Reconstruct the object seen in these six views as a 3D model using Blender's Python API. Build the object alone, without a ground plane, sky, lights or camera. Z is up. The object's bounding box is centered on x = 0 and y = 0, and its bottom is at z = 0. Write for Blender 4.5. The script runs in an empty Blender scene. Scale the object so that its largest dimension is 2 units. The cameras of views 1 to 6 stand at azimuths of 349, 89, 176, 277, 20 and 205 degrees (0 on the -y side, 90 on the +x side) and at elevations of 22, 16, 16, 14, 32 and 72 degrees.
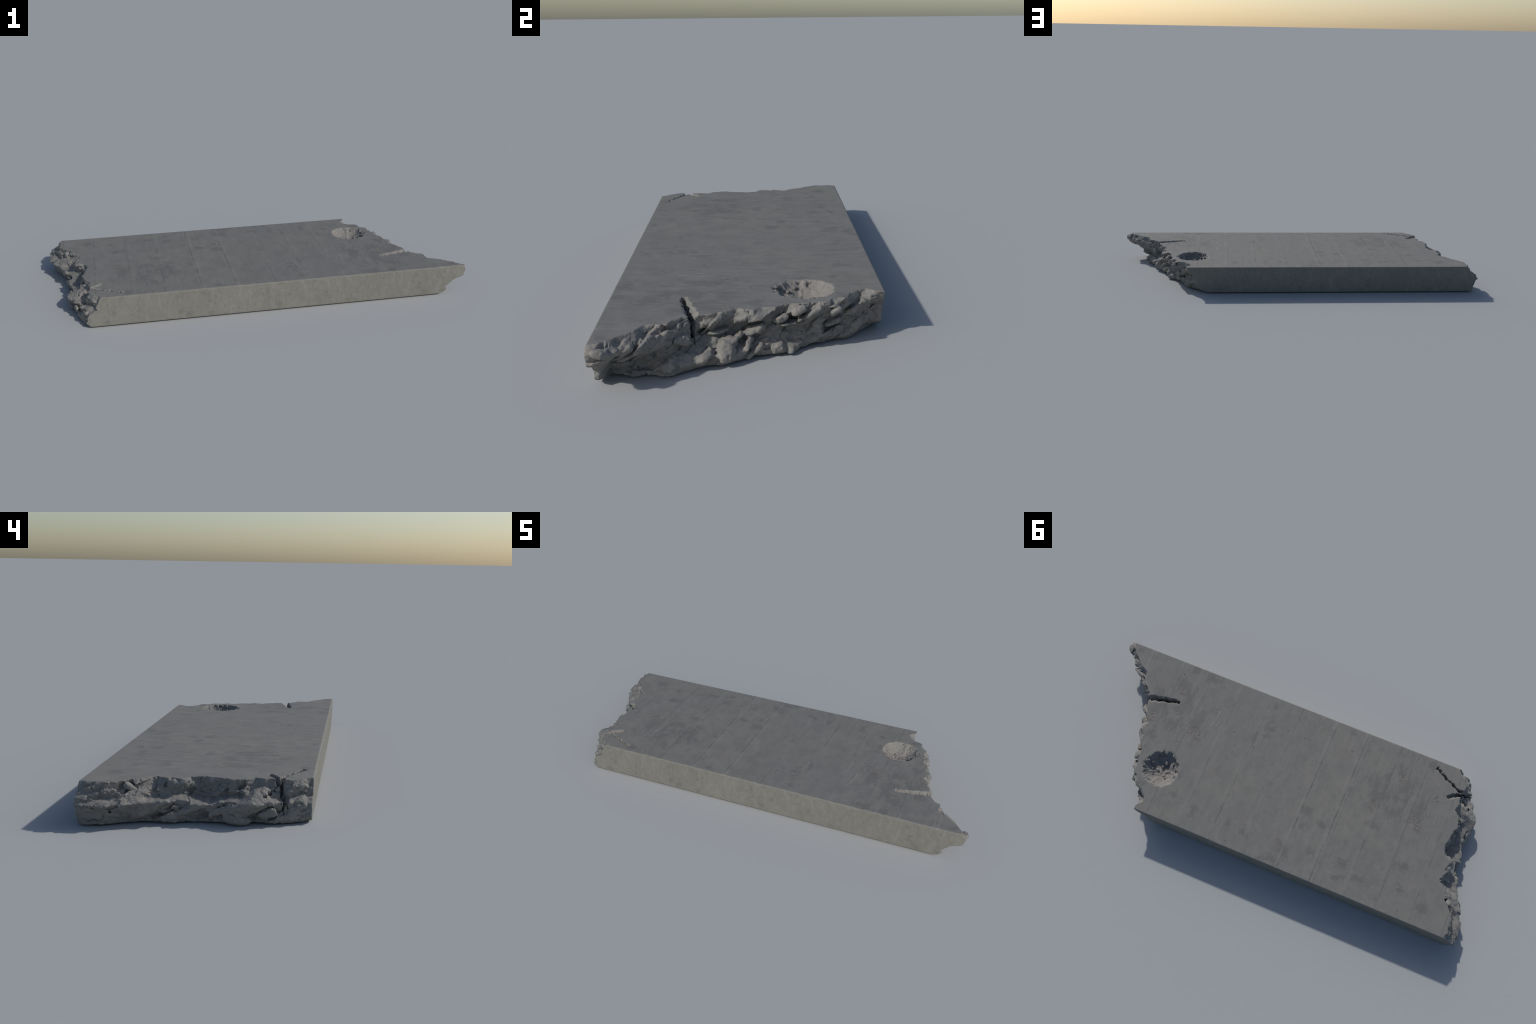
"""Broken piece of a cast concrete slab: flat board-marked faces, two ragged
fractured ends, a round impact crater with exposed stones, and open cracks.
The solid is described as an implicit shape (rounded box cut by two fracture
surfaces, minus crater and cracks) and meshed with surface nets."""
import bpy, math, random
import numpy as np

rng = random.Random(11)

# ------------------------------------------------------------------ sizes
H = 0.142            # slab thickness
W = 0.391            # half width (y)
STEP = 0.0021        # mesh step near the broken ends
EDGE = 0.0058        # rounding of the cast edges
LIFT = 0.0025        # the cast underside stands clear of the ground on a few broken lumps

# ------------------------------------------------------------------ noise
def hash01(ix, iy, iz, seed):
    h = (ix.astype(np.int64) * 374761393 + iy.astype(np.int64) * 668265263
         + iz.astype(np.int64) * 2147483647 + seed * 974634541) & 0xFFFFFFFF
    h = ((h ^ (h >> 13)) * 1274126177) & 0xFFFFFFFF
    h = ((h ^ (h >> 16)) * 2246822519) & 0xFFFFFFFF
    h = h ^ (h >> 15)
    return (h & 0xFFFFFF).astype(np.float32) / 16777215.0

def vnoise(x, y, z, seed=0):
    """smooth value noise, -1..1"""
    ix, iy, iz = np.floor(x), np.floor(y), np.floor(z)
    fx, fy, fz = x - ix, y - iy, z - iz
    ux, uy, uz = [f * f * f * (f * (f * 6 - 15) + 10) for f in (fx, fy, fz)]
    r = 0
    for dx in (0, 1):
        for dy in (0, 1):
            for dz in (0, 1):
                w = (ux if dx else 1 - ux) * (uy if dy else 1 - uy) * (uz if dz else 1 - uz)
                r = r + w * hash01(ix + dx, iy + dy, iz + dz, seed)
    return r * 2 - 1

def fbm(x, y, z, seed=0, octaves=3, gain=0.5):
    a, s, r = 1.0, 1.0, 0
    for o in range(octaves):
        r = r + a * vnoise(x * s + 17.3 * o, y * s - 9.1 * o, z * s + 4.7 * o, seed + o)
        a *= gain
        s *= 2.03
    return r

def cells(x, y, z, seed=0, facets=False):
    """distance to the nearest and second nearest scattered point (Worley)"""
    ix, iy, iz = np.floor(x), np.floor(y), np.floor(z)
    f1 = np.full(x.shape, 9.0, np.float32)
    f2 = f1.copy()
    plane = np.zeros(x.shape, np.float32)
    for dx in (-1, 0, 1):
        for dy in (-1, 0, 1):
            for dz in (-1, 0, 1):
                cx, cy, cz = ix + dx, iy + dy, iz + dz
                h0, h1, h2 = (hash01(cx, cy, cz, seed + k) for k in range(3))
                ey, ez = y - cy - h1, z - cz - h2
                d = np.sqrt((cx + h0 - x) ** 2 + ey ** 2 + ez ** 2)
                f2 = np.minimum(f2, np.maximum(f1, d))
                if facets:
                    # each chunk is broken along its own tilted plane
                    pl = h0 - .5 + (h1 - .5) * 1.1 * ey + (h2 - .35) * 1.3 * ez
                    plane = np.where(d < f1, pl, plane)
                f1 = np.minimum(f1, d)
    return (f1, f2, plane) if facets else (f1, f2)

def smax(a, b, k):
    h = np.maximum(k - np.abs(a - b), 0) / k
    return np.maximum(a, b) + h * h * k * 0.25

def smin(a, b, k):
    return -smax(-a, -b, k)

def sstep(a, b, x):
    t = np.clip((x - a) / (b - a), 0, 1)
    return t * t * (3 - 2 * t)

# --------------------------------------------- fracture outlines per level
# For each height: how far out (|x|) the broken end reaches along y.
RIGHT_END = {
    0.142: [(-.388,.972),(-.368,.974),(-.338,.959),(-.325,.934),(-.295,.903),(-.266,.857),(-.252,.853),
            (-.217,.849),(-.208,.855),(-.195,.823),(-.172,.801),(-.148,.795),(-.125,.786),(-.107,.782),
            (-.056,.751),(-.030,.732),(.015,.749),(.035,.722),(.069,.721),(.113,.704),(.174,.695),
            (.201,.689),(.227,.679),(.232,.668),(.251,.652),(.278,.655),(.291,.610),(.317,.589),(.337,.582),(.388,.606)],
    0.117: [(-.388,.998),(-.350,.988),(-.335,.963),(-.318,.952),(-.290,.925),(-.269,.916),(-.248,.880),
            (-.235,.866),(-.200,.832),(-.150,.797),(-.100,.775),(-.060,.752),(-.030,.752),(0,.744),(.035,.744),
            (.080,.722),(.129,.722),(.159,.703),(.200,.692),(.253,.675),(.310,.615),(.340,.600),(.388,.593)],
    0.085: [(-.388,.980),(-.350,.958),(-.300,.908),(-.250,.874),(-.200,.840),(-.150,.792),(-.110,.748),
            (-.050,.738),(0,.728),(.050,.710),(.100,.698),(.150,.680),(.200,.668),(.250,.644),(.300,.606),(.388,.562)],
    0.055: [(-.388,.935),(-.350,.888),(-.300,.850),(-.250,.836),(-.200,.828),(-.150,.794),(-.100,.764),
            (-.050,.760),(0,.728),(.050,.700),(.100,.676),(.150,.664),(.200,.650),(.300,.596),(.350,.555),(.388,.532)],
    0.025: [(-.388,.912),(-.370,.888),(-.350,.832),(-.300,.824),(-.250,.834),(-.200,.852),(-.150,.820),
            (-.100,.796),(-.050,.784),(0,.746),(.050,.714),(.100,.696),(.150,.674),(.200,.652),(.300,.596),(.350,.552),(.388,.532)],
    0.000: [(-.388,.878),(-.363,.828),(-.326,.842),(-.290,.852),(-.263,.842),(-.223,.858),(-.202,.858),
            (-.166,.822),(-.137,.801),(-.108,.793),(-.066,.782),(-.048,.770),(-.013,.750),(.011,.725),
            (.066,.715),(.126,.702),(.142,.676),(.173,.645),(.206,.636),(.237,.618),(.281,.603),(.309,.579),(.327,.555),(.366,.511),(.388,.482)],
}
# the left end broke in two layers: an upper one set back, a lower one standing out
LEFT_UPPER = {
    0.142: [(-.388,.742),(-.376,.752),(-.357,.761),(-.334,.784),(-.310,.804),(-.263,.790),(-.237,.784),
            (-.226,.792),(-.188,.788),(-.162,.823),(-.139,.826),(-.110,.832),(-.091,.822),(-.052,.808),
            (-.018,.800),(.034,.817),(.058,.843),(.095,.836),(.101,.851),(.144,.833),(.161,.835),(.187,.858),
            (.221,.883),(.242,.905),(.276,.924),(.293,.942),(.339,.940),(.363,.950),(.388,.930)],
    0.122: [(-.388,.755),(-.350,.778),(-.300,.806),(-.250,.796),(-.200,.800),(-.150,.826),(-.100,.832),
            (-.050,.822),(0,.814),(.045,.840),(.070,.852),(.100,.850),(.150,.848),(.200,.880),(.250,.918),(.300,.948),(.350,.956),(.388,.955)],
    0.095: [(-.388,.768),(-.350,.782),(-.310,.806),(-.270,.806),(-.230,.814),(-.200,.820),(-.150,.828),
            (-.100,.834),(-.050,.832),(0,.826),(.050,.848),(.100,.866),(.150,.874),(.200,.905),(.250,.942),(.300,.960),(.350,.968),(.388,.984)],
    0.060: [(-.388,.790),(-.270,.804),(-.150,.812),(0,.815),(.100,.866),(.200,.905),(.300,.960),(.388,.984)],
}
LEFT_LOWER = {
    0.071: [(-.388,.797),(-.360,.810),(-.330,.822),(-.290,.843),(-.236,.871),(-.190,.892),(-.134,.885),
            (-.096,.878),(-.043,.876),(-.010,.890),(.020,.894),(.070,.900),(.124,.911),(.154,.926),(.200,.944),
            (.240,.966),(.281,.984),(.351,.989),(.388,.994)],
    0.035: [(-.388,.812),(-.340,.820),(-.280,.843),(-.240,.859),(-.190,.873),(-.150,.891),(-.100,.882),
            (-.050,.876),(0,.880),(.070,.894),(.150,.908),(.250,.942),(.330,.966),(.388,.978)],
    0.000: [(-.388,.796),(-.342,.818),(-.306,.840),(-.281,.842),(-.272,.852),(-.241,.856),(-.193,.856),
            (-.169,.874),(-.153,.888),(-.115,.888),(-.083,.873),(-.024,.873),(.045,.883),(.070,.900),(.099,.902),
            (.123,.897),(.222,.918),(.258,.930),(.327,.950),(.360,.962),(.388,.952)],
}
# height of the ledge between the two layers along y
LEDGE = [(-.388,.092),(-.320,.081),(-.298,.077),(-.260,.084),(-.240,.096),(-.222,.122),(-.200,.112),(-.162,.094),(-.147,.082),
         (-.110,.080),(-.050,.073),(-.010,.075),(.025,.079),(.080,.090),(.110,.080),(.140,.076),(.200,.088),(.258,.110),(.300,.090),(.350,.079),(.388,.072)]

def left_surface(ys, zs):
    up = end_surface(LEFT_UPPER, ys, np.maximum(zs, .06))
    lo = end_surface(LEFT_LOWER, ys, np.minimum(zs, .071))
    lo = lo - np.maximum(zs[None, :] - .074, 0) * 1.7          # ledge tops slope outwards
    top = np.interp(ys, [p[0] for p in LEDGE], [p[1] for p in LEDGE])[:, None]
    rag = vnoise(ys * 24, ys * 0, ys * 0 + .5, 7) * .007 + vnoise(ys * 60, ys * 0, ys * 0 + .5, 8) * .003
    top = top + rag[:, None]
    soft = (.007 + .006 * vnoise(ys * 15, ys * 0, ys * 0 + 1.5, 9))[:, None]
    t = sstep(-1, 1, (zs[None, :] - top) / soft)
    return (np.maximum(lo, up) * (1 - t) + up * t).astype(np.float32)

def end_surface(levels, ys, zs):
    """reach of the broken end over (y, z): linear along y, smooth over z"""
    hs = np.array(sorted(levels))
    rows = np.array([np.interp(ys, [p[0] for p in levels[h]], [p[1] for p in levels[h]]) for h in hs])
    out = np.empty((len(ys), len(zs)), np.float32)
    slope = np.gradient(rows, hs, axis=0) * 0.6
    for k, z in enumerate(np.clip(zs, hs[0], hs[-1])):
        i = min(max(np.searchsorted(hs, z) - 1, 0), len(hs) - 2)
        d = hs[i + 1] - hs[i]
        t = (z - hs[i]) / d
        out[:, k] = ((2 * t**3 - 3 * t**2 + 1) * rows[i] + (t**3 - 2 * t**2 + t) * d * slope[i]
                     + (3 * t**2 - 2 * t**3) * rows[i + 1] + (t**3 - t**2) * d * slope[i + 1])
    return out

# broken outline as it shows on the long side faces: (z, reach)
RIGHT_FRONT = [(0,.868),(.010,.890),(.020,.907),(.030,.904),(.039,.900),(.056,.924),(.074,.943),(.078,.966),(.090,.985),(.106,.993),(.120,1.0),(.128,.996),(.142,.974)]
RIGHT_BACK = [(0,.484),(.009,.511),(.030,.550),(.042,.554),(.063,.549),(.085,.564),(.115,.589),(.142,.606)]
LEFT_FRONT = [(0,.796),(.010,.804),(.021,.812),(.045,.808),(.063,.802),(.072,.780),(.084,.763),(.088,.771),(.113,.760),(.130,.752),(.142,.742)]
LEFT_BACK = [(0,.964),(.020,.972),(.058,.982),(.066,.986),(.074,1.001),(.081,.991),(.096,.984),(.104,.968),(.114,.954),(.135,.940),(.142,.931)]

def with_corners(surf, front, back):
    for prof, sgn in ((front, -1), (back, 1)):
        p = np.interp(zs, [a[0] for a in prof], [a[1] for a in prof])[None, :]
        w = sstep(.352, .384, sgn * ys)[:, None]
        surf = surf * (1 - w) + p * w
    return surf.astype(np.float32)

# lumps of aggregate standing out of the ends: y, z, half length, half height, tilt, stand-out
RIGHT_LUMPS = [
    (-.062,.040,.036,.024, 60,.014), (-.082,.085,.028,.006,  8,.016), (.021,.080,.032,.012, 20,.018),
    (-.012,.120,.016,.010, 20,.012), (.026,.116,.015,.006,  5,.012), (-.004,.043,.020,.010, 55,.016),
    (.016,.020,.026,.009, 35,.014), (-.120,.030,.024,.012, 40,.012), (-.027,.070,.010,.008, 30,.012),
    (.082,.020,.026,.018, 15,.014), (.117,.008,.011,.010,  0,.010), (.071,.067,.007,.006,  0,.014),
    (.178,.114,.027,.010, 35,.014), (.138,.126,.024,.012, 20,.010), (.091,.107,.022,.011, 30,.014),
    (.109,.087,.026,.005,  5,.014), (.144,.096,.008,.008,  0,.012), (.242,.108,.020,.011, 35,.012),
    (.243,.066,.030,.009, 25,.010), (.300,.095,.028,.010, 30,.008), (.310,.040,.030,.014, 35,.010),
    (-.355,.120,.024,.012,-20,.010), (-.300,.105,.018,.009, 40,.012), (-.255,.108,.016,.008, 60,.012),
    (-.215,.110,.018,.010, 40,.012), (-.300,.078,.030,.007, 25,.008), (-.330,.030,.030,.012, 10,.006),
    (-.205,.030,.026,.016, 30,.010), (-.165,.085,.016,.020, 70,.008),
]
LEFT_LUMPS = [
    (.330,.040,.055,.020,-10,.006), (.055,.128,.030,.009,-22,.020), (.090,.122,.020,.012,-30,.012),
    (-.355,.118,.022,.007, 15,.010), (-.130,.020,.038,.013,  5,.006), (.180,.035,.050,.014,-22,.007),
    (.020,.045,.060,.012,-22,.008), (-.090,.045,.055,.014,-22,.006), (-.245,.035,.030,.018,-15,.008), (-.340,.050,.030,.012,-20,.008),
    (.120,.066,.040,.008,-18,.008), (.225,.120,.020,.010, 30,.010),
]

# ------------------------------------------------------------------ cracks
class Crack:
    """slot cut from the top along a polyline: (x, y, mouth half width, depth)"""
    def __init__(self, pts, core, flare, seed, lean=0.0, beads=0.0):
        self.pts, self.core, self.flare = pts, core, flare
        self.seed, self.lean, self.beads = seed, lean, beads

    def field(self, X, Y, Z):
        best = np.full(X.shape, 1.0, np.float32)
        depth = H - Z
        for (x0, y0, w0, d0), (x1, y1, w1, d1) in zip(self.pts[:-1], self.pts[1:]):
            ln = math.hypot(x1 - x0, y1 - y0)
            tx, ty = (x1 - x0) / ln, (y1 - y0) / ln
            s = (X - x0) * tx + (Y - y0) * ty
            t = np.clip(s / ln, 0, 1)
            wig = 0.0042 * vnoise(X * 60, Y * 60, Z * 45, self.seed) + 0.0032 * vnoise(X * 170, Y * 170, Z * 140, self.seed + 5)
            off = (Y - y0) * tx - (X - x0) * ty + self.lean * depth + wig
            along = np.maximum(np.maximum(-s, s - ln), 0)
            w = w0 + (w1 - w0) * t
            d = d0 + (d1 - d0) * t
            pinch = 1 - self.beads * (0.5 + 0.5 * np.sin(s * 210 + 3 * vnoise(X * 30, Y * 30, Z * 0, 3)))
            chip = 0.0028 * vnoise(X * 110, Y * 110, Z * 90, self.seed + 9)
            half = (self.core + chip + w * np.exp(-np.maximum(depth, 0) / self.flare)) * pinch * (1 - 0.5 * sstep(.5, 1, depth / d))
            f = np.sqrt(off * off + along * along) - half
            best = np.minimum(best, np.maximum(f, (depth - d) * 0.5))
        return best

CRACKS = [
    (Crack([(.840,-.136,.006,.086),(.790,-.143,.006,.084),(.750,-.156,.013,.080),(.700,-.169,.010,.070),(.640,-.182,.0040,.030)],
           .0048, .012, 21), 'right'),
    (Crack([(-.642,-.351,.006,.014),(-.675,-.334,.005,.028),(-.749,-.295,.004,.050),(-.787,-.272,.005,.075),(-.850,-.236,.004,.075)],
           .0052, .010, 31, lean=0.14, beads=0.62), 'left'),
    (Crack([(-.734,-.238,.007,.014),(-.760,-.254,.007,.018),(-.787,-.270,.004,.070),(-.860,-.308,.003,.110)],
           .0050, .012, 41, lean=-0.12, beads=0.25), 'left'),
    (Crack([(-.770,-.282,.001,.062),(-.840,-.284,.001,.062)], .0062, .010, 53), 'left'),
    (Crack([(.770,-.150,.001,.066),(.860,-.140,.001,.066)], .0070, .010, 57), 'right'),
    (Crack([(-.800,-.292,.001,.116),(-.890,-.312,.001,.116)], .0045, .010, 47, lean=0.05), 'left'),
]

# ------------------------------------------------------------------ crater
CRATER = dict(x=.571, y=.160, rx=.085, ry=.088, depth=.047)

def crater_floor(X, Y):
    c = CRATER
    a = np.arctan2(Y - c['y'], X - c['x'])
    wob = 1 + 0.030 * np.sin(3 * a + .6) + 0.020 * np.sin(7 * a + 2) + .055 * vnoise(X * 60, Y * 60, X * 0, 66) + .03 * vnoise(X * 190, Y * 190, X * 0, 67)
    r = np.sqrt(((X - c['x']) / c['rx']) ** 2 + ((Y - c['y']) / c['ry']) ** 2) / wob
    rough = 0.0058 * fbm(X * 52, Y * 55, X * 0 + 2.2, 61, 3, .55) * np.clip(1.25 - r, 0, 1)
    return H - c['depth'] * (1 - r ** 3.1) + rough, r

# ------------------------------------------------------------ build field
def axis(a, b, step):
    return np.arange(a, b + step * .5, step)

xs = np.concatenate([axis(-1.008, -.615, STEP), axis(-.600, .470, .018), axis(.4735, 1.012, STEP)]).astype(np.float32)
ys = axis(-W - 2.5 * STEP, W + 2.5 * STEP, STEP).astype(np.float32)
zs = axis(-4.4 * STEP, H + 2.6 * STEP, STEP).astype(np.float32)
X, Y, Z = xs[:, None, None], ys[None, :, None], zs[None, None, :]

def box_field():
    qy = np.abs(Y) - (W - EDGE)
    qz = np.abs(Z - H / 2) - (H / 2 - EDGE)
    d = np.sqrt(np.maximum(qy, 0) ** 2 + np.maximum(qz, 0) ** 2) + np.minimum(np.maximum(qy, qz), 0) - EDGE
    return np.broadcast_to(d, (len(xs), len(ys), len(zs))).astype(np.float32).copy()

F = box_field()
LABEL = np.zeros(F.shape, np.uint8)       # 0 cast, 1 right end, 2 left end, 3 crack, 4 crater

def relief(px, py, pz, seed, tilt, side):
    """rough broken concrete: slanted lumps, ledges and grain"""
    c, s = math.cos(math.radians(tilt)), math.sin(math.radians(tilt))
    u, v = py * c + pz * s, -py * s + pz * c
    wu = 0.010 * vnoise(px * 25, u * 25, v * 25, seed + 50)
    wv = 0.006 * vnoise(px * 25, u * 25, v * 25, seed + 51)
    f1, f2 = cells((px + wv) * 22, (u + wu) * 14, (v + wv) * 32, seed)
    lump = 0.45 - f1 * 0.95 + 0.35 * np.minimum(f2 - f1, .35)
    if side == 'right':
        big = cells((px + wu) * 6, (u + wu) * 9, (v + wv) * 21, seed + 5, True)[2]
        small = cells((px + wv) * 12, (u + wu) * 30, (v + wv) * 48, seed + 6, True)[2]
    else:
        big = cells((px + wu) * 5, (u + wu) * 8, (v + wv) * 18, seed + 5, True)[2]
        small = cells((px + wv) * 12, (u + wu) * 26, (v + wv) * 42, seed + 6, True)[2]
    ledge = vnoise(px * 6, u * 7, v * 34, seed + 9)
    coarse = fbm(px * 20, py * 20, pz * 26, seed + 20, 2)
    fine = fbm(px * 75, py * 75, pz * 90, seed + 30, 3, .6)
    amp = 1 - 0.62 * sstep(.122, .142, pz)
    low = (1 - 0.65 * sstep(.02, .0, pz)) * (1 - .85 * sstep(.350, .382, np.abs(py)))
    g1 = cells(px * 85, u * 70, v * 90, seed + 70)[0]
    k, kb, ks = (0.019, .028, .011) if side == 'right' else (0.008, .024, .012)
    body = k * lump + kb * big + ks * small + 0.007 * ledge + 0.005 * coarse - 0.001
    # deep gaps stay, outward lumps are held back
    body = np.where(body > .008, .008 + (body - .008) * .45, body)
    return amp * low * body + 0.0028 * fine * (0.5 + .5 * amp) - 0.0035 * sstep(.35, .1, g1)

def cut_end(sel, sign, surf, lumps, seed, tilt, label, side):
    xx = xs[sel]
    g = sign * xx[:, None, None] - surf[None]
    idx = np.nonzero(np.abs(g) < 0.05)
    px, py, pz = xx[idx[0]], ys[idx[1]], zs[idx[2]]
    val = g[idx] - relief(px, py, pz, seed, tilt, side)
    for (ly, lz, a, b, ang, out) in lumps:
        out = out + (.005 if side == 'right' and lz < .1 else -.003)
        near = (np.abs(py - ly) < a * 1.7 + .012) & (np.abs(pz - lz) < a * 1.7 + .012)
        if not near.any():
            continue
        base = float(np.interp(lz, zs, surf[np.argmin(np.abs(ys - ly))]))
        c, s = math.cos(math.radians(ang)), math.sin(math.radians(ang))
        dy, dz = py[near] - ly, pz[near] - lz
        wob = 0.26 * vnoise(px[near] * 60, py[near] * 60, pz[near] * 60, seed + 80) + .10 * vnoise(px[near] * 150, py[near] * 150, pz[near] * 150, seed + 81)
        u, v = (dy * c + dz * s) / a, (-dy * s + dz * c) / b
        # lumps ride along the slope of the end
        loc = surf[idx[1][near], idx[2][near]]
        w = (sign * px[near] - (0.5 * loc + 0.5 * base)) / (out + .004)
        q = (np.abs(u) ** 2.6 + np.abs(v) ** 2.6 + np.abs(w) ** 2.6) ** (1 / 2.6) + wob
        e = (q - 1) * min(a, b, out + .004)
        val[near] = smin(val[near], e, 0.0035)
    g[idx] = val
    new = smax(F[sel], g.astype(np.float32), 0.0035)
    LABEL[sel][g > F[sel] - .0006] = label
    F[sel] = new

# lumps that hang below the cast underside and carry the slab: end, y, reach, length, depth
FEET = [(-1,-.135,.868,.050,.026), (-1,.345,.935,.040,.022), (-1,.080,.872,.030,.020), (1,-.215,.815,.040,.026), (1,-.060,.755,.040,.022), (1,.110,.680,.035,.020)]

R_SEL = slice(int(np.searchsorted(xs, .4735)), len(xs))
L_SEL = slice(0, int(np.searchsorted(xs, -.61)))
cut_end(R_SEL, 1, with_corners(end_surface(RIGHT_END, ys, zs), RIGHT_FRONT, RIGHT_BACK), RIGHT_LUMPS, 101, 33, 1, 'right')
cut_end(L_SEL, -1, with_corners(left_surface(ys, zs), LEFT_FRONT, LEFT_BACK), LEFT_LUMPS, 202, -20, 2, 'left')

def sub_box(x0, x1, y0, y1, z0=-.01, z1=.2):
    return tuple(slice(int(np.searchsorted(a, lo)), int(np.searchsorted(a, hi)))
                 for a, lo, hi in ((xs, x0, x1), (ys, y0, y1), (zs, z0, z1)))

def mesh_of(b):
    return np.meshgrid(xs[b[0]], ys[b[1]], zs[b[2]], indexing='ij')

for (sg, fy, fx, ln, dp) in FEET:
    b = sub_box(sg * fx - .06, sg * fx + .06, fy - .08, fy + .08, -.02, .05)
    gx, gy, gz = mesh_of(b)
    wob = .2 * vnoise(gx * 60, gy * 60, gz * 60, 90)
    q = np.sqrt(((gx - sg * fx) / dp) ** 2 + ((gy - fy) / ln) ** 2 + ((gz - .0125) / .0165) ** 2) + wob
    e = (q - 1) * .016
    LABEL[b][e < F[b]] = 1 if sg > 0 else 2
    F[b] = smin(F[b], e, .006)

for crack, side in CRACKS:
    px = [p[0] for p in crack.pts]
    py = [p[1] for p in crack.pts]
    b = sub_box(min(px) - .04, max(px) + .04, min(py) - .04, max(py) + .04)
    gx, gy, gz = mesh_of(b)
    v = -crack.field(gx, gy, gz)
    LABEL[b][(v > F[b] - .0003) & (LABEL[b] == 0)] = 3
    F[b] = smax(F[b], v, .002)

b = sub_box(.475, .67, .055, .265)
gx, gy, gz = mesh_of(b)
fl, rr = crater_floor(gx, gy)
v = (gz - fl) / (1 + 1.1 * np.clip(rr, 0, 1.2) ** 1.6)
# pits where stones have dropped out of the crater wall
for k in range(13):
    a, q = rng.uniform(0, 6.283), rng.uniform(.80, .98)
    cx, cy = CRATER['x'] + CRATER['rx'] * q * math.cos(a), CRATER['y'] + CRATER['ry'] * q * math.sin(a)
    cz = float(crater_floor(np.array(cx), np.array(cy))[0])
    r = rng.uniform(.003, .0065)
    v = smax(v, r - np.sqrt((gx - cx) ** 2 + (gy - cy) ** 2 + ((gz - cz) * .9) ** 2), .002)
LABEL[b][(v > F[b] - .0003) & (rr < 1.04) & (gz > .06)] = 4
F[b] = smax(F[b], v, .006)
del gx, gy, gz, v, fl, rr

# ------------------------------------------------------------ surface nets
def surface_nets(F):
    nx, ny, nz = F.shape
    neg = F < 0
    c = [neg[i:nx - 1 + i, j:ny - 1 + j, k:nz - 1 + k] for i in (0, 1) for j in (0, 1) for k in (0, 1)]
    cnt = sum(a.astype(np.uint8) for a in c)
    act = (cnt > 0) & (cnt < 8)
    ci, cj, ck = np.nonzero(act)
    vid = np.full(act.shape, -1, np.int32)
    vid[ci, cj, ck] = np.arange(len(ci))
    acc = np.zeros((len(ci), 3))
    num = np.zeros(len(ci))
    off = [(i, j, k) for i in (0, 1) for j in (0, 1) for k in (0, 1)]
    for a in off:
        for ax in range(3):
            if a[ax]:
                continue
            e = list(a); e[ax] = 1
            f0 = F[ci + a[0], cj + a[1], ck + a[2]]
            f1 = F[ci + e[0], cj + e[1], ck + e[2]]
            m = (f0 < 0) != (f1 < 0)
            t = np.where(m, f0 / np.where(m, f0 - f1, 1), 0)
            p = np.stack([xs[ci + a[0]], ys[cj + a[1]], zs[ck + a[2]]], 1).astype(np.float64)
            q = np.stack([xs[ci + e[0]], ys[cj + e[1]], zs[ck + e[2]]], 1)
            acc += np.where(m[:, None], p + (q - p) * t[:, None], 0)
            num += m
    verts = acc / num[:, None]
    quads = []
    for ax in range(3):
        o1, o2 = (ax + 1) % 3, (ax + 2) % 3
        lo = [slice(None)] * 3; hi = [slice(None)] * 3
        lo[ax], hi[ax] = slice(0, -1), slice(1, None)
        for o in (o1, o2):
            lo[o] = hi[o] = slice(1, -1)
        s0, s1 = neg[tuple(lo)], neg[tuple(hi)]
        e = np.stack(np.nonzero(s0 != s1), 1)
        flip = s0[tuple(e.T)]
        base = e.copy()
        base[:, o1] += 1; base[:, o2] += 1           # grid edge index
        def cell(d1, d2):
            k = base.copy()
            k[:, o1] -= d1; k[:, o2] -= d2
            return vid[tuple(k.T)]
        qd = np.stack([cell(1, 1), cell(0, 1), cell(0, 0), cell(1, 0)], 1)
        qd[~flip] = qd[~flip][:, ::-1]
        quads.append(qd)
    return verts, np.concatenate(quads)

verts, quads = surface_nets(F)

# drop specks: keep the largest connected solid
par = np.arange(len(verts))
ed = np.concatenate([quads[:, [0, 1]], quads[:, [1, 2]], quads[:, [2, 3]]])
lab = par.copy()
for _ in range(400):
    new = lab.copy()
    np.minimum.at(new, ed[:, 0], lab[ed[:, 1]])
    np.minimum.at(new, ed[:, 1], lab[ed[:, 0]])
    new = new[new]
    if (new == lab).all():
        break
    lab = new
main = np.bincount(lab).argmax()
quads = quads[lab[quads[:, 0]] == main]
verts[:, 2] += LIFT
verts[:, 2] = np.maximum(verts[:, 2], 0)

# ease the meshing ripples on the broken ends (cast faces stay untouched)
def near_idx(a, v):
    i = np.clip(np.searchsorted(a, v), 1, len(a) - 1)
    return np.where(np.abs(a[i - 1] - v) < np.abs(a[i] - v), i - 1, i)
vlab = LABEL[near_idx(xs, verts[:, 0]), near_idx(ys, verts[:, 1]), near_idx(zs, verts[:, 2] - LIFT)]
free = (vlab == 1) | (vlab == 2)
free &= (verts[:, 2] < LIFT + H - .004) & (np.abs(verts[:, 1]) < W - .004)
ed = np.concatenate([quads[:, [0, 1]], quads[:, [1, 2]], quads[:, [2, 3]], quads[:, [3, 0]]])
deg = np.bincount(ed.ravel(), minlength=len(verts)).astype(float)
for _ in range(2):
    acc = np.zeros_like(verts)
    for k in range(3):
        acc[:, k] = (np.bincount(ed[:, 0], verts[ed[:, 1], k], len(verts))
                     + np.bincount(ed[:, 1], verts[ed[:, 0], k], len(verts)))
    avg = acc / np.maximum(deg, 1)[:, None]
    verts[free] += .5 * (avg[free] - verts[free])

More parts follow.
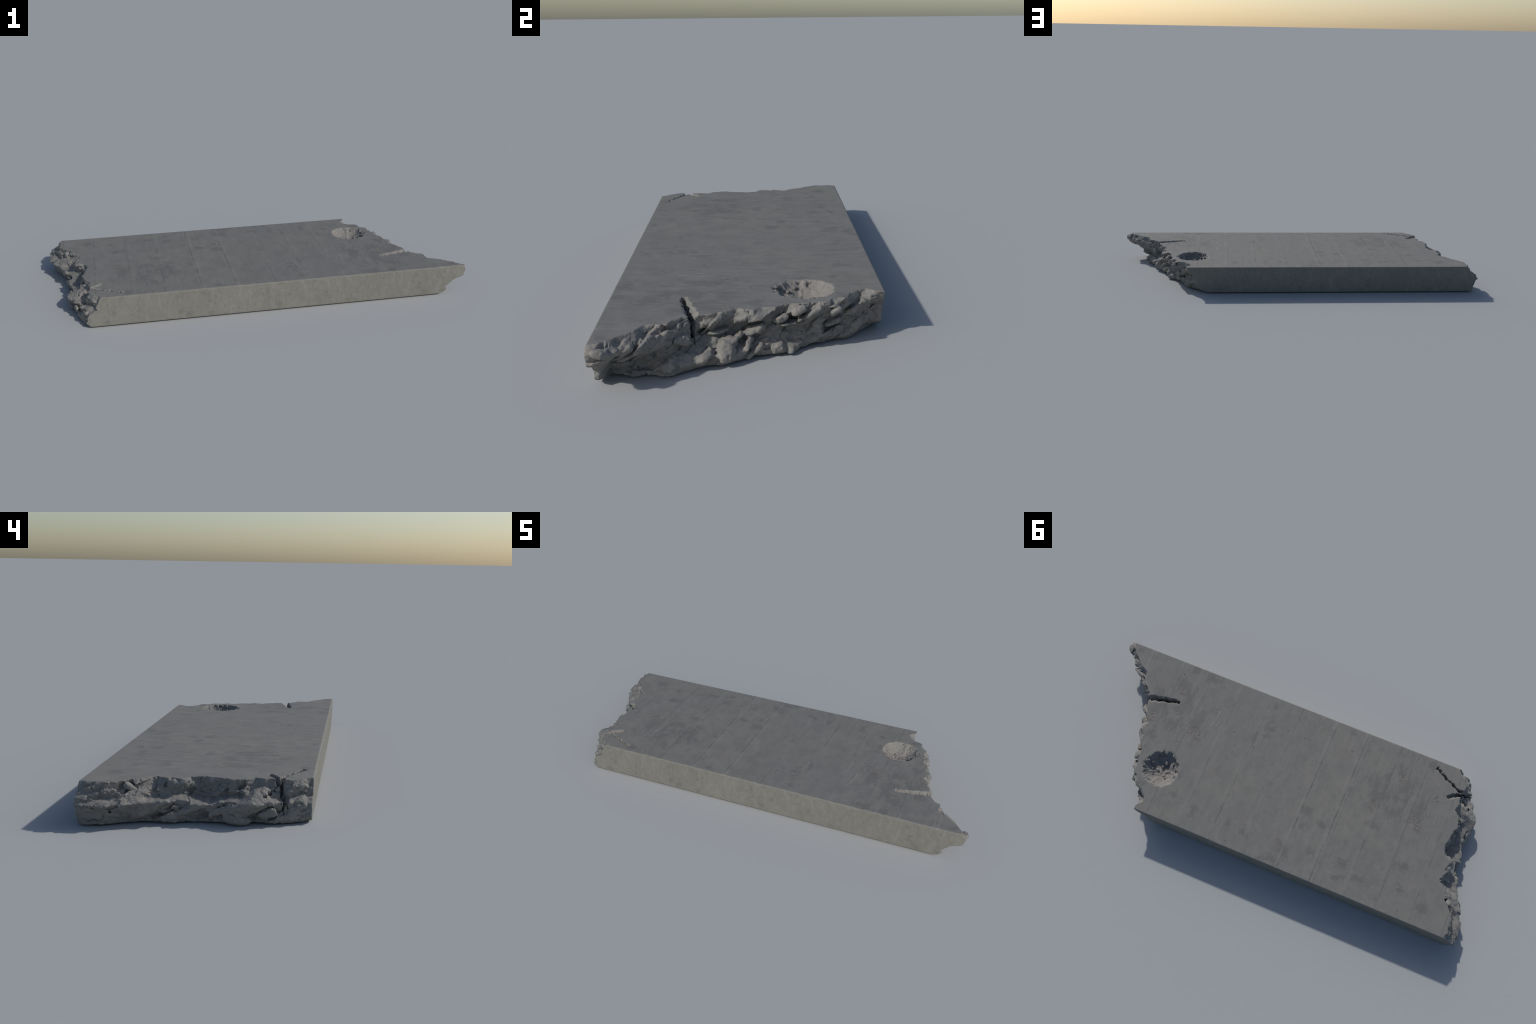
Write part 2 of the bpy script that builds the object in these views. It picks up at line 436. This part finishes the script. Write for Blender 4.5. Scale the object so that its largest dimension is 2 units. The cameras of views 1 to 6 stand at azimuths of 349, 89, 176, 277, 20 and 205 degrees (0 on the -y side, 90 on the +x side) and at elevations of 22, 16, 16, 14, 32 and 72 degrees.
# vertex normals of the whole body (area weighted)
d1 = verts[quads[:, 2]] - verts[quads[:, 0]]
d2 = verts[quads[:, 3]] - verts[quads[:, 1]]
fn = np.cross(d1, d2)
vn = np.zeros_like(verts)
for k in range(4):
    np.add.at(vn, quads[:, k], fn)
vn /= np.linalg.norm(vn, axis=1)[:, None] + 1e-20
fnn = fn / (np.linalg.norm(fn, axis=1)[:, None] + 1e-20)

# ------------------------------------------------------------ face regions
ctr = verts[quads].mean(1)
fl = LABEL[near_idx(xs, ctr[:, 0]), near_idx(ys, ctr[:, 1]), near_idx(zs, ctr[:, 2] - LIFT)].astype(int)
region = np.full(len(quads), -1)
cast = fl == 0
up, side = fnn[:, 2], np.abs(fnn[:, 1])
region[cast & (up > .70)] = 0                          # top face
region[cast & (up <= .70) & (ctr[:, 1] < 0)] = 1       # long edge, front
region[cast & (up <= .70) & (ctr[:, 1] >= 0)] = 2      # long edge, back
region[cast & (up < -.70)] = 3                         # underside
region[fl == 1] = 4
region[fl == 2] = 5
region[(fl == 3) & (ctr[:, 0] > 0)] = 6
region[(fl == 3) & (ctr[:, 0] < 0)] = 7
region[fl == 4] = 8

# =============================================================== materials
def material(name):
    m = bpy.data.materials.new(name)
    m.use_nodes = True
    nt = m.node_tree
    nt.nodes.clear()
    return m, nt

class G:
    """small helper for node graphs"""
    def __init__(self, nt):
        self.nt = nt
    def n(self, kind, **kw):
        nd = self.nt.nodes.new(kind)
        for k, v in kw.items():
            setattr(nd, k, v)
        return nd
    def put(self, sock, v):
        if isinstance(v, bpy.types.NodeSocket):
            self.nt.links.new(v, sock)
        elif v is not None:
            sock.default_value = v
    def math(self, op, a, b=None, c=None, clamp=False):
        nd = self.n('ShaderNodeMath', operation=op, use_clamp=clamp)
        for s, v in zip(nd.inputs, (a, b, c)):
            self.put(s, v)
        return nd.outputs[0]
    def noise(self, vec, scale, detail=4, rough=.55, dist=0):
        nd = self.n('ShaderNodeTexNoise')
        self.put(nd.inputs['Vector'], vec)
        nd.inputs['Scale'].default_value = scale
        nd.inputs['Detail'].default_value = detail
        nd.inputs['Roughness'].default_value = rough
        nd.inputs['Distortion'].default_value = dist
        return nd.outputs['Fac']
    def voronoi(self, vec, scale, feature='F1', rand=1):
        nd = self.n('ShaderNodeTexVoronoi', feature=feature)
        self.put(nd.inputs['Vector'], vec)
        nd.inputs['Scale'].default_value = scale
        nd.inputs['Randomness'].default_value = rand
        return nd.outputs['Distance']
    def ramp(self, v, lo, hi, a=0.0, b=1.0):
        nd = self.n('ShaderNodeMapRange', interpolation_type='SMOOTHSTEP', clamp=True)
        for s, x in zip(nd.inputs, (v, lo, hi, a, b)):
            self.put(s, x)
        return nd.outputs[0]
    def mapping(self, vec, scale=(1, 1, 1), loc=(0, 0, 0), rot=(0, 0, 0)):
        nd = self.n('ShaderNodeMapping')
        self.put(nd.inputs['Vector'], vec)
        nd.inputs['Scale'].default_value = scale
        nd.inputs['Location'].default_value = loc
        nd.inputs['Rotation'].default_value = rot
        return nd.outputs[0]
    def mix(self, f, a, b, mode='MIX'):
        nd = self.n('ShaderNodeMix', data_type='RGBA', blend_type=mode)
        self.put(nd.inputs[0], f)
        self.put(nd.inputs[6], a if isinstance(a, bpy.types.NodeSocket) else (*a, 1))
        self.put(nd.inputs[7], b if isinstance(b, bpy.types.NodeSocket) else (*b, 1))
        return nd.outputs[2]
    def obj(self):
        return self.n('ShaderNodeTexCoord').outputs['Object']
    def xyz(self, vec):
        return self.n('ShaderNodeSeparateXYZ', ) if vec is None else self._sep(vec)
    def _sep(self, vec):
        nd = self.n('ShaderNodeSeparateXYZ')
        self.put(nd.inputs[0], vec)
        return nd.outputs
    def finish(self, colour, rough, height, strength, dist, spec=.5):
        b = self.n('ShaderNodeBsdfPrincipled')
        self.put(b.inputs['Base Color'], colour)
        self.put(b.inputs['Roughness'], rough)
        b.inputs['Specular IOR Level'].default_value = spec
        if height is not None:
            bp = self.n('ShaderNodeBump')
            bp.inputs['Strength'].default_value = strength
            bp.inputs['Distance'].default_value = dist
            self.put(bp.inputs['Height'], height)
            self.nt.links.new(bp.outputs[0], b.inputs['Normal'])
        o = self.n('ShaderNodeOutputMaterial')
        self.nt.links.new(b.outputs[0], o.inputs[0])

CAST = (.205, .205, .178)
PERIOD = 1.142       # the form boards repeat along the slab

def blob(g, x, y, cx, cy, rx, ry, warp):
    """soft-edged stain at (cx, cy)"""
    dx = g.math('MULTIPLY', g.math('SUBTRACT', x, cx), 1 / rx)
    dy = g.math('MULTIPLY', g.math('SUBTRACT', y, cy), 1 / ry)
    d = g.math('SQRT', g.math('ADD', g.math('MULTIPLY', dx, dx), g.math('MULTIPLY', dy, dy)))
    d = g.math('ADD', d, warp)
    return g.ramp(d, 1.35, .25)

def addup(g, terms):
    r = terms[0]
    for t in terms[1:]:
        r = g.math('MAXIMUM', r, t)
    return r

def make_top():
    m, nt = material('board_marked_concrete')
    g = G(nt)
    p = g.obj()
    X0, Y0, _ = g._sep(p)
    x = g.math('WRAP', X0, -.285 + PERIOD - .001, -.286)
    y = Y0
    comb = g.n('ShaderNodeCombineXYZ')
    g.put(comb.inputs[0], x); g.put(comb.inputs[1], y)
    q = comb.outputs[0]
    # mottling
    big = g.noise(p, 3.2, 3, .5)
    mid = g.noise(p, 17, 7, .68, .5)
    streak = g.noise(g.mapping(p, (52, 8, 1)), 1, 6, .68)
    grain = g.noise(p, 190, 3, .6)
    col = g.mix(g.ramp(big, .3, .7), CAST, (.192, .196, .180))
    col = g.mix(g.ramp(mid, .50, .64, 0, .75), col, (.232, .228, .204))
    col = g.mix(g.ramp(mid, .50, .36, 0, .62), col, (.164, .166, .152))
    col = g.mix(g.ramp(streak, .51, .66, 0, .38), col, (.236, .233, .210))
    col = g.mix(g.ramp(streak, .49, .35, 0, .38), col, (.168, .172, .158))
    rust = g.noise(p, 6.5, 3, .5)
    col = g.mix(g.ramp(rust, .60, .78, 0, .45), col, (.212, .192, .168))
    sm = g.noise(g.mapping(p, (34, 20, 1), (1.7, .4, 0)), 1, 6, .72, .6)
    col = g.mix(g.ramp(sm, .54, .66, 0, .52), col, (.153, .154, .142))
    col = g.mix(g.ramp(sm, .46, .34, 0, .55), col, (.236, .232, .208))
    # damp dark stains
    w1 = g.math('MULTIPLY', g.math('SUBTRACT', g.noise(p, 30, 5, .72), .5), 6.0)
    w2 = g.math('MULTIPLY', g.math('SUBTRACT', g.noise(g.mapping(p, (44, 15, 1), (3, 1, 0)), 1, 5, .72), .5), 6.0)
    stains = []
    for (cx, cy, rx, ry) in [
            (.620,-.366,.040,.020), (.535,-.358,.045,.025), (.596,-.190,.030,.070), (.615,-.138,.045,.020),
            (.505,-.128,.030,.050), (.624,-.066,.050,.030), (.695,-.150,.020,.090), (.650,-.270,.030,.030),
            (.730,-.117,.020,.040), (.749,-.180,.030,.035), (.677,-.120,.022,.040)]:
        stains.append(blob(g, x, y, cx, cy, rx, ry, w2))
    for (cx, cy, rx, ry) in [
            (.190,-.350,.014,.020), (.165,-.222,.028,.050), (.226,-.150,.012,.040), (-.152,.156,.017,.020),
            (-.155,.082,.030,.022), (-.110,.300,.035,.030), (-.076,.360,.040,.020), (-.236,.262,.022,.030),
            (-.235,.120,.020,.015), (.169,.272,.014,.030), (.345,.300,.020,.030), (.460,.255,.020,.020),
            (.640,.290,.040,.025), (.740,.252,.030,.030), (.745,.325,.022,.016), (.690,.030,.030,.020), (.080,.300,.022,.018), (.490,.160,.03,.02)]:
        stains.append(blob(g, x, y, cx, cy, rx, ry, w1))
    st = addup(g, stains)
    col = g.mix(g.math('MULTIPLY', st, .82), col, (.146, .148, .137))
    # crisp oblong damp patches
    w3 = g.math('MULTIPLY', g.math('SUBTRACT', g.noise(p, 60, 2, .5), .5), .5)
    hard = addup(g, [g.ramp(blob(g, x, y, cx, cy, rx, ry, w3), .3, .7) for (cx, cy, rx, ry) in
                     [(-.208,-.362,.020,.017), (.933 - PERIOD + .002,-.362,.018,.016), (.845,-.094,.012,.020)]])
    col = g.mix(g.math('MULTIPLY', hard, .8), col, (.148, .154, .147))
    # pale scoured strips along the boards
    sc = g.noise(g.mapping(p, (150, 9, 1)), 1, 3, .6)
    scm = addup(g, [blob(g, x, y, cx, cy, rx, ry, w2) for (cx, cy, rx, ry) in
                    [(.434,-.150,.016,.110), (.436,.020,.014,.120), (.455,-.160,.020,.060), (.380,-.150,.012,.110), (.418,-.160,.012,.05)]])
    scour = g.math('MULTIPLY', scm, g.ramp(sc, .52, .66))
    col = g.mix(g.math('MULTIPLY', scour, .8), col, (.300, .296, .272))
    # rough rusty spalls
    sp = addup(g, [blob(g, x, y, cx, cy, rx, ry, w1) for (cx, cy, rx, ry) in
                   [(.522,-.070,.016,.022), (.482,-.046,.022,.026), (.640,-.232,.018,.022), (.722,-.060,.014,.030), (.455,-.205,.014,.016)]])
    pit = g.noise(p, 120, 4, .7)
    spd = g.math('MULTIPLY', sp, g.ramp(pit, .50, .36))
    col = g.mix(g.math('MULTIPLY', sp, .5), col, (.225, .196, .178))
    col = g.mix(g.math('MULTIPLY', spd, .45), col, (.125, .110, .100))
    # board seams
    yn = g.math('MULTIPLY', g.math('SUBTRACT', g.noise(g.mapping(p, (2, 9, 1)), 1, 2), .5), .009)
    xs_ = g.math('ADD', x, yn)
    br = g.noise(g.mapping(p, (6, 11, 1), (5, 0, 0)), 1, 3, .6)
    seams, pale = [], []
    for (sx, wd, st_) in [(-.284,.0024,1), (.840,.0022,.45), (.689,.0045,.55), (.540,.0045,.45), (.377,.0026,.55),
                          (.222,.0036,.55), (.060,.0020,.45), (-.124,.0028,.95)]:
        d = g.math('ABSOLUTE', g.math('SUBTRACT', xs_, sx))
        seams.append(g.math('MULTIPLY', g.ramp(d, wd * 1.9, wd * .1), st_))
        pd = g.math('ABSOLUTE', g.math('SUBTRACT', xs_, sx + .010))
        pale.append(g.math('MULTIPLY', g.ramp(pd, .012, .002), st_))
    seam = g.math('MULTIPLY', addup(g, seams), g.ramp(br, .42, .62))
    pl = g.math('MULTIPLY', addup(g, pale), g.ramp(br, .62, .36))
    col = g.mix(g.math('MULTIPLY', pl, .60), col, (.252, .250, .228))
    col = g.mix(g.math('MULTIPLY', seam, .80), col, (.120, .124, .116))
    # small dark air holes
    vo = g.n('ShaderNodeTexVoronoi')
    g.put(vo.inputs['Vector'], p); vo.inputs['Scale'].default_value = 34
    keep = g.math('GREATER_THAN', g._sep(vo.outputs['Color'])[0], .955)
    hole = g.math('MULTIPLY', g.ramp(g.math('ADD', vo.outputs['Distance'], g.math('MULTIPLY', g.math('SUBTRACT', grain, .5), .3)), .13, .06), keep)
    col = g.mix(g.math('MULTIPLY', hole, .65), col, (.085, .088, .082))
    col = g.mix(g.ramp(grain, .35, .7, 0, .16), col, (.27, .265, .24))
    hgt = g.math('ADD', g.math('MULTIPLY', streak, .25), g.math('MULTIPLY', mid, .35))
    hgt = g.math('ADD', hgt, g.math('MULTIPLY', grain, .10))
    hgt = g.math('SUBTRACT', hgt, g.math('MULTIPLY', seam, .60))
    hgt = g.math('ADD', hgt, g.math('MULTIPLY', pl, .35))
    hgt = g.math('SUBTRACT', hgt, g.math('MULTIPLY', hole, .9))
    hgt = g.math('SUBTRACT', hgt, g.math('MULTIPLY', spd, .7))
    hgt = g.math('ADD', hgt, g.math('MULTIPLY', scour, .4))
    hgt = g.math('SUBTRACT', hgt, g.math('MULTIPLY', st, .2))
    col = g.mix(1.0, col, (.83, .81, .835), 'MULTIPLY')
    g.finish(col, g.ramp(mid, .2, .8, .72, .88), hgt, .7, .0028, .4)
    return m

def make_side():
    m, nt = material('cast_concrete_edge')
    g = G(nt)
    p = g.obj()
    X0, Y0, Z0 = g._sep(p)
    big = g.noise(p, 4.5, 3, .5)
    mid = g.noise(p, 24, 7, .68, .4)
    drip = g.noise(g.mapping(p, (36, 36, 13)), 1, 6, .68)
    grain = g.noise(p, 210, 3, .6)
    col = g.mix(g.ramp(big, .3, .7), CAST, (.190, .190, .166))
    col = g.mix(g.ramp(drip, .50, .64, 0, .58), col, (.244, .241, .213))
    col = g.mix(g.ramp(drip, .49, .36, 0, .48), col, (.158, .161, .144))
    col = g.mix(g.ramp(mid, .56, .70, 0, .65), col, (.140, .144, .129))
    md2 = g.noise(g.mapping(p, (1, 1, .55), (.3, 0, .2)), 85, 5, .7)
    col = g.mix(g.ramp(md2, .54, .68, 0, .6), col, (.152, .156, .140))
    col = g.mix(g.ramp(md2, .47, .34, 0, .5), col, (.246, .243, .216))
    # scattered dark stains and a mottled pale band of laitance
    w = g.math('MULTIPLY', g.math('SUBTRACT', g.noise(p, 48, 5, .72), .5), 6.0)
    xw = g.math('WRAP', X0, .62, -.52)
    st = addup(g, [blob(g, xw, Z0, cx, cz, rx, rz, w) for (cx, cz, rx, rz) in
                   [(-.385,.045,.018,.022), (-.350,.022,.022,.014), (-.250,.022,.022,.008), (-.255,.085,.009,.010),
                    (-.255,.118,.006,.010), (.120,.075,.016,.010), (.300,.070,.010,.010), (-.400,.110,.008,.012),
                    (.070,.030,.012,.014), (.450,.060,.010,.012), (.420,.020,.03,.008), (.020,.100,.010,.010)]])
    col = g.mix(g.math('MULTIPLY', st, .42), col, (.124, .128, .115))
    lai = g.math('MULTIPLY', addup(g, [blob(g, xw, Z0, cx, cz, rx, rz, w) for (cx, cz, rx, rz) in
                   [(-.060,.085,.060,.060), (.130,.110,.110,.030), (-.170,.070,.030,.050), (.330,.115,.080,.025)]]),
                 g.ramp(g.noise(p, 70, 4, .6), .42, .64))
    col = g.mix(g.math('MULTIPLY', lai, .45), col, (.262, .260, .230))
    vo = g.n('ShaderNodeTexVoronoi')
    g.put(vo.inputs['Vector'], p); vo.inputs['Scale'].default_value = 60
    keep = g.math('GREATER_THAN', g._sep(vo.outputs['Color'])[0], .95)
    hole = g.math('MULTIPLY', g.ramp(vo.outputs['Distance'], .20, .08), keep)
    col = g.mix(g.math('MULTIPLY', hole, .5), col, (.10, .102, .09))
    col = g.mix(g.ramp(grain, .35, .7, 0, .15), col, (.265, .262, .235))
    hgt = g.math('ADD', g.math('MULTIPLY', drip, .3), g.math('MULTIPLY', mid, .35))
    hgt = g.math('ADD', hgt, g.math('MULTIPLY', grain, .10))
    hgt = g.math('SUBTRACT', hgt, g.math('MULTIPLY', hole, .6))
    hgt = g.math('SUBTRACT', hgt, g.math('MULTIPLY', st, .2))
    col = g.mix(1.0, col, (.87, .855, .86), 'MULTIPLY')
    g.finish(col, .82, hgt, .6, .0028, .4)
    return m

def make_broken():
    m, nt = material('fractured_concrete')
    g = G(nt)
    p = g.obj()
    big = g.noise(p, 9, 3, .55)
    mid = g.noise(p, 38, 5, .6, .3)
    fine = g.noise(p, 170, 4, .65)
    col = g.mix(g.ramp(big, .36, .66), (.232, .216, .198), (.196, .196, .182))
    col = g.mix(g.ramp(mid, .52, .66, 0, .7), col, (.266, .244, .224))
    col = g.mix(g.ramp(mid, .46, .33, 0, .6), col, (.156, .154, .147))
    col = g.mix(g.ramp(fine, .53, .68, 0, .55), col, (.140, .134, .126))
    # open pores
    vo = g.n('ShaderNodeTexVoronoi')
    g.put(vo.inputs['Vector'], p); vo.inputs['Scale'].default_value = 95
    keep = g.math('MULTIPLY', g.math('GREATER_THAN', g._sep(vo.outputs['Color'])[0], .86), g.ramp(g.noise(p, 22, 2), .48, .58))
    hole = g.math('MULTIPLY', g.ramp(g.math('ADD', vo.outputs['Distance'], g.math('MULTIPLY', g.math('SUBTRACT', fine, .5), .6)), .32, .16), keep)
    col = g.mix(g.math('MULTIPLY', hole, .8), col, (.05, .05, .05))
    lump = g.voronoi(p, 130, 'SMOOTH_F1')
    hgt = g.math('ADD', g.math('MULTIPLY', mid, .5), g.math('MULTIPLY', fine, .35))
    hgt = g.math('SUBTRACT', hgt, g.math('MULTIPLY', lump, .35))
    hgt = g.math('SUBTRACT', hgt, g.math('MULTIPLY', hole, .9))
    g.finish(col, .88, hgt, .6, .004, .3)
    return m

def make_stone():
    m, nt = material('exposed_stone')
    g = G(nt)
    p = g.obj()
    r = g.n('ShaderNodeObjectInfo').outputs['Random']
    mid = g.noise(p, 1.6, 4, .6)
    col = g.mix(r, (.235, .218, .200), (.200, .198, .186))
    col = g.mix(g.ramp(mid, .5, .75, 0, .5), col, (.160, .155, .148))
    g.finish(col, .85, mid, .4, .15, .3)
    return m

TOP, SIDE, BROKEN, STONE = make_top(), make_side(), make_broken(), make_stone()

# =============================================================== objects
scene = bpy.context.scene
slab = bpy.data.objects.new('broken_concrete_slab', None)
slab['label'] = 'broken grey concrete slab with ragged ends, cracks and crater'
slab['category'] = 'concrete slab'
scene.collection.objects.link(slab)

def part(name, ids, mat):
    sel = quads[np.isin(region, ids)]
    if not len(sel):
        return None
    used, inv = np.unique(sel, return_inverse=True)
    inv = inv.reshape(sel.shape)
    me = bpy.data.meshes.new(name)
    me.vertices.add(len(used))
    me.vertices.foreach_set('co', verts[used].astype(np.float32).ravel())
    me.loops.add(inv.size)
    me.loops.foreach_set('vertex_index', inv.astype(np.int32).ravel())
    me.polygons.add(len(sel))
    me.polygons.foreach_set('loop_start', np.arange(0, inv.size, 4, dtype=np.int32))
    me.polygons.foreach_set('use_smooth', np.ones(len(sel), bool))
    me.update(calc_edges=True)
    me.normals_split_custom_set_from_vertices(vn[used].astype(np.float32).tolist())
    me.materials.append(mat)
    ob = bpy.data.objects.new(name, me)
    scene.collection.objects.link(ob)
    ob.parent = slab
    return ob

top = part('top_face', [0], TOP)
part('side_face', [1], SIDE)
part('side_face', [2], SIDE)
part('underside', [3], SIDE)
right_end = part('fractured_end', [4], BROKEN)
part('fractured_end', [5], BROKEN)
part('crack', [6], BROKEN)
part('crack', [7], BROKEN)
crater = part('crater', [8], BROKEN)

# stones exposed in the crater (children of the crater)
def stone_mesh(seed):
    import bmesh
    bm = bmesh.new()
    bmesh.ops.create_icosphere(bm, subdivisions=4, radius=1)
    co = np.array([v.co for v in bm.verts], np.float32)
    d = 1 + .16 * fbm(co[:, 0] * 1.3 + seed, co[:, 1] * 1.3, co[:, 2] * 1.3, 300 + seed, 3, .45)
    for v, k in zip(bm.verts, d):
        v.co *= float(k)
    me = bpy.data.meshes.new('crater_stone')
    bm.to_mesh(me)
    bm.free()
    me.polygons.foreach_set('use_smooth', np.ones(len(me.polygons), bool))
    me.materials.append(STONE)
    return me

kinds = [stone_mesh(s) for s in (1, 2, 3)]
STONES = [(.565,.118,.0105), (.654,.173,.0065), (.646,.142,.0065), (.629,.140,.0075), (.577,.142,.0080), (.620,.168,.0065),
          (.507,.137,.0070), (.541,.080,.0075), (.606,.082,.0090), (.580,.078,.0085), (.609,.098,.0065),
          (.545,.190,.0055), (.530,.115,.0060), (.590,.165,.0050)]
for k, (sx, sy, r) in enumerate(STONES):
    cz = float(crater_floor(np.array(sx), np.array(sy))[0])
    ob = bpy.data.objects.new('crater_stone', kinds[k % 3])
    ob.location = (sx, sy, LIFT + min(cz + r * .35, H - r * .75))
    ob.scale = (r * rng.uniform(.9, 1.25), r * rng.uniform(.85, 1.1), r * rng.uniform(.8, 1.0))
    ob.rotation_euler = (rng.uniform(-.5, .5), rng.uniform(-.5, .5), rng.uniform(0, 6.28))
    scene.collection.objects.link(ob)
    ob.parent = crater

print('triangles', len(quads) * 2, 'extent', verts.min(0), verts.max(0))
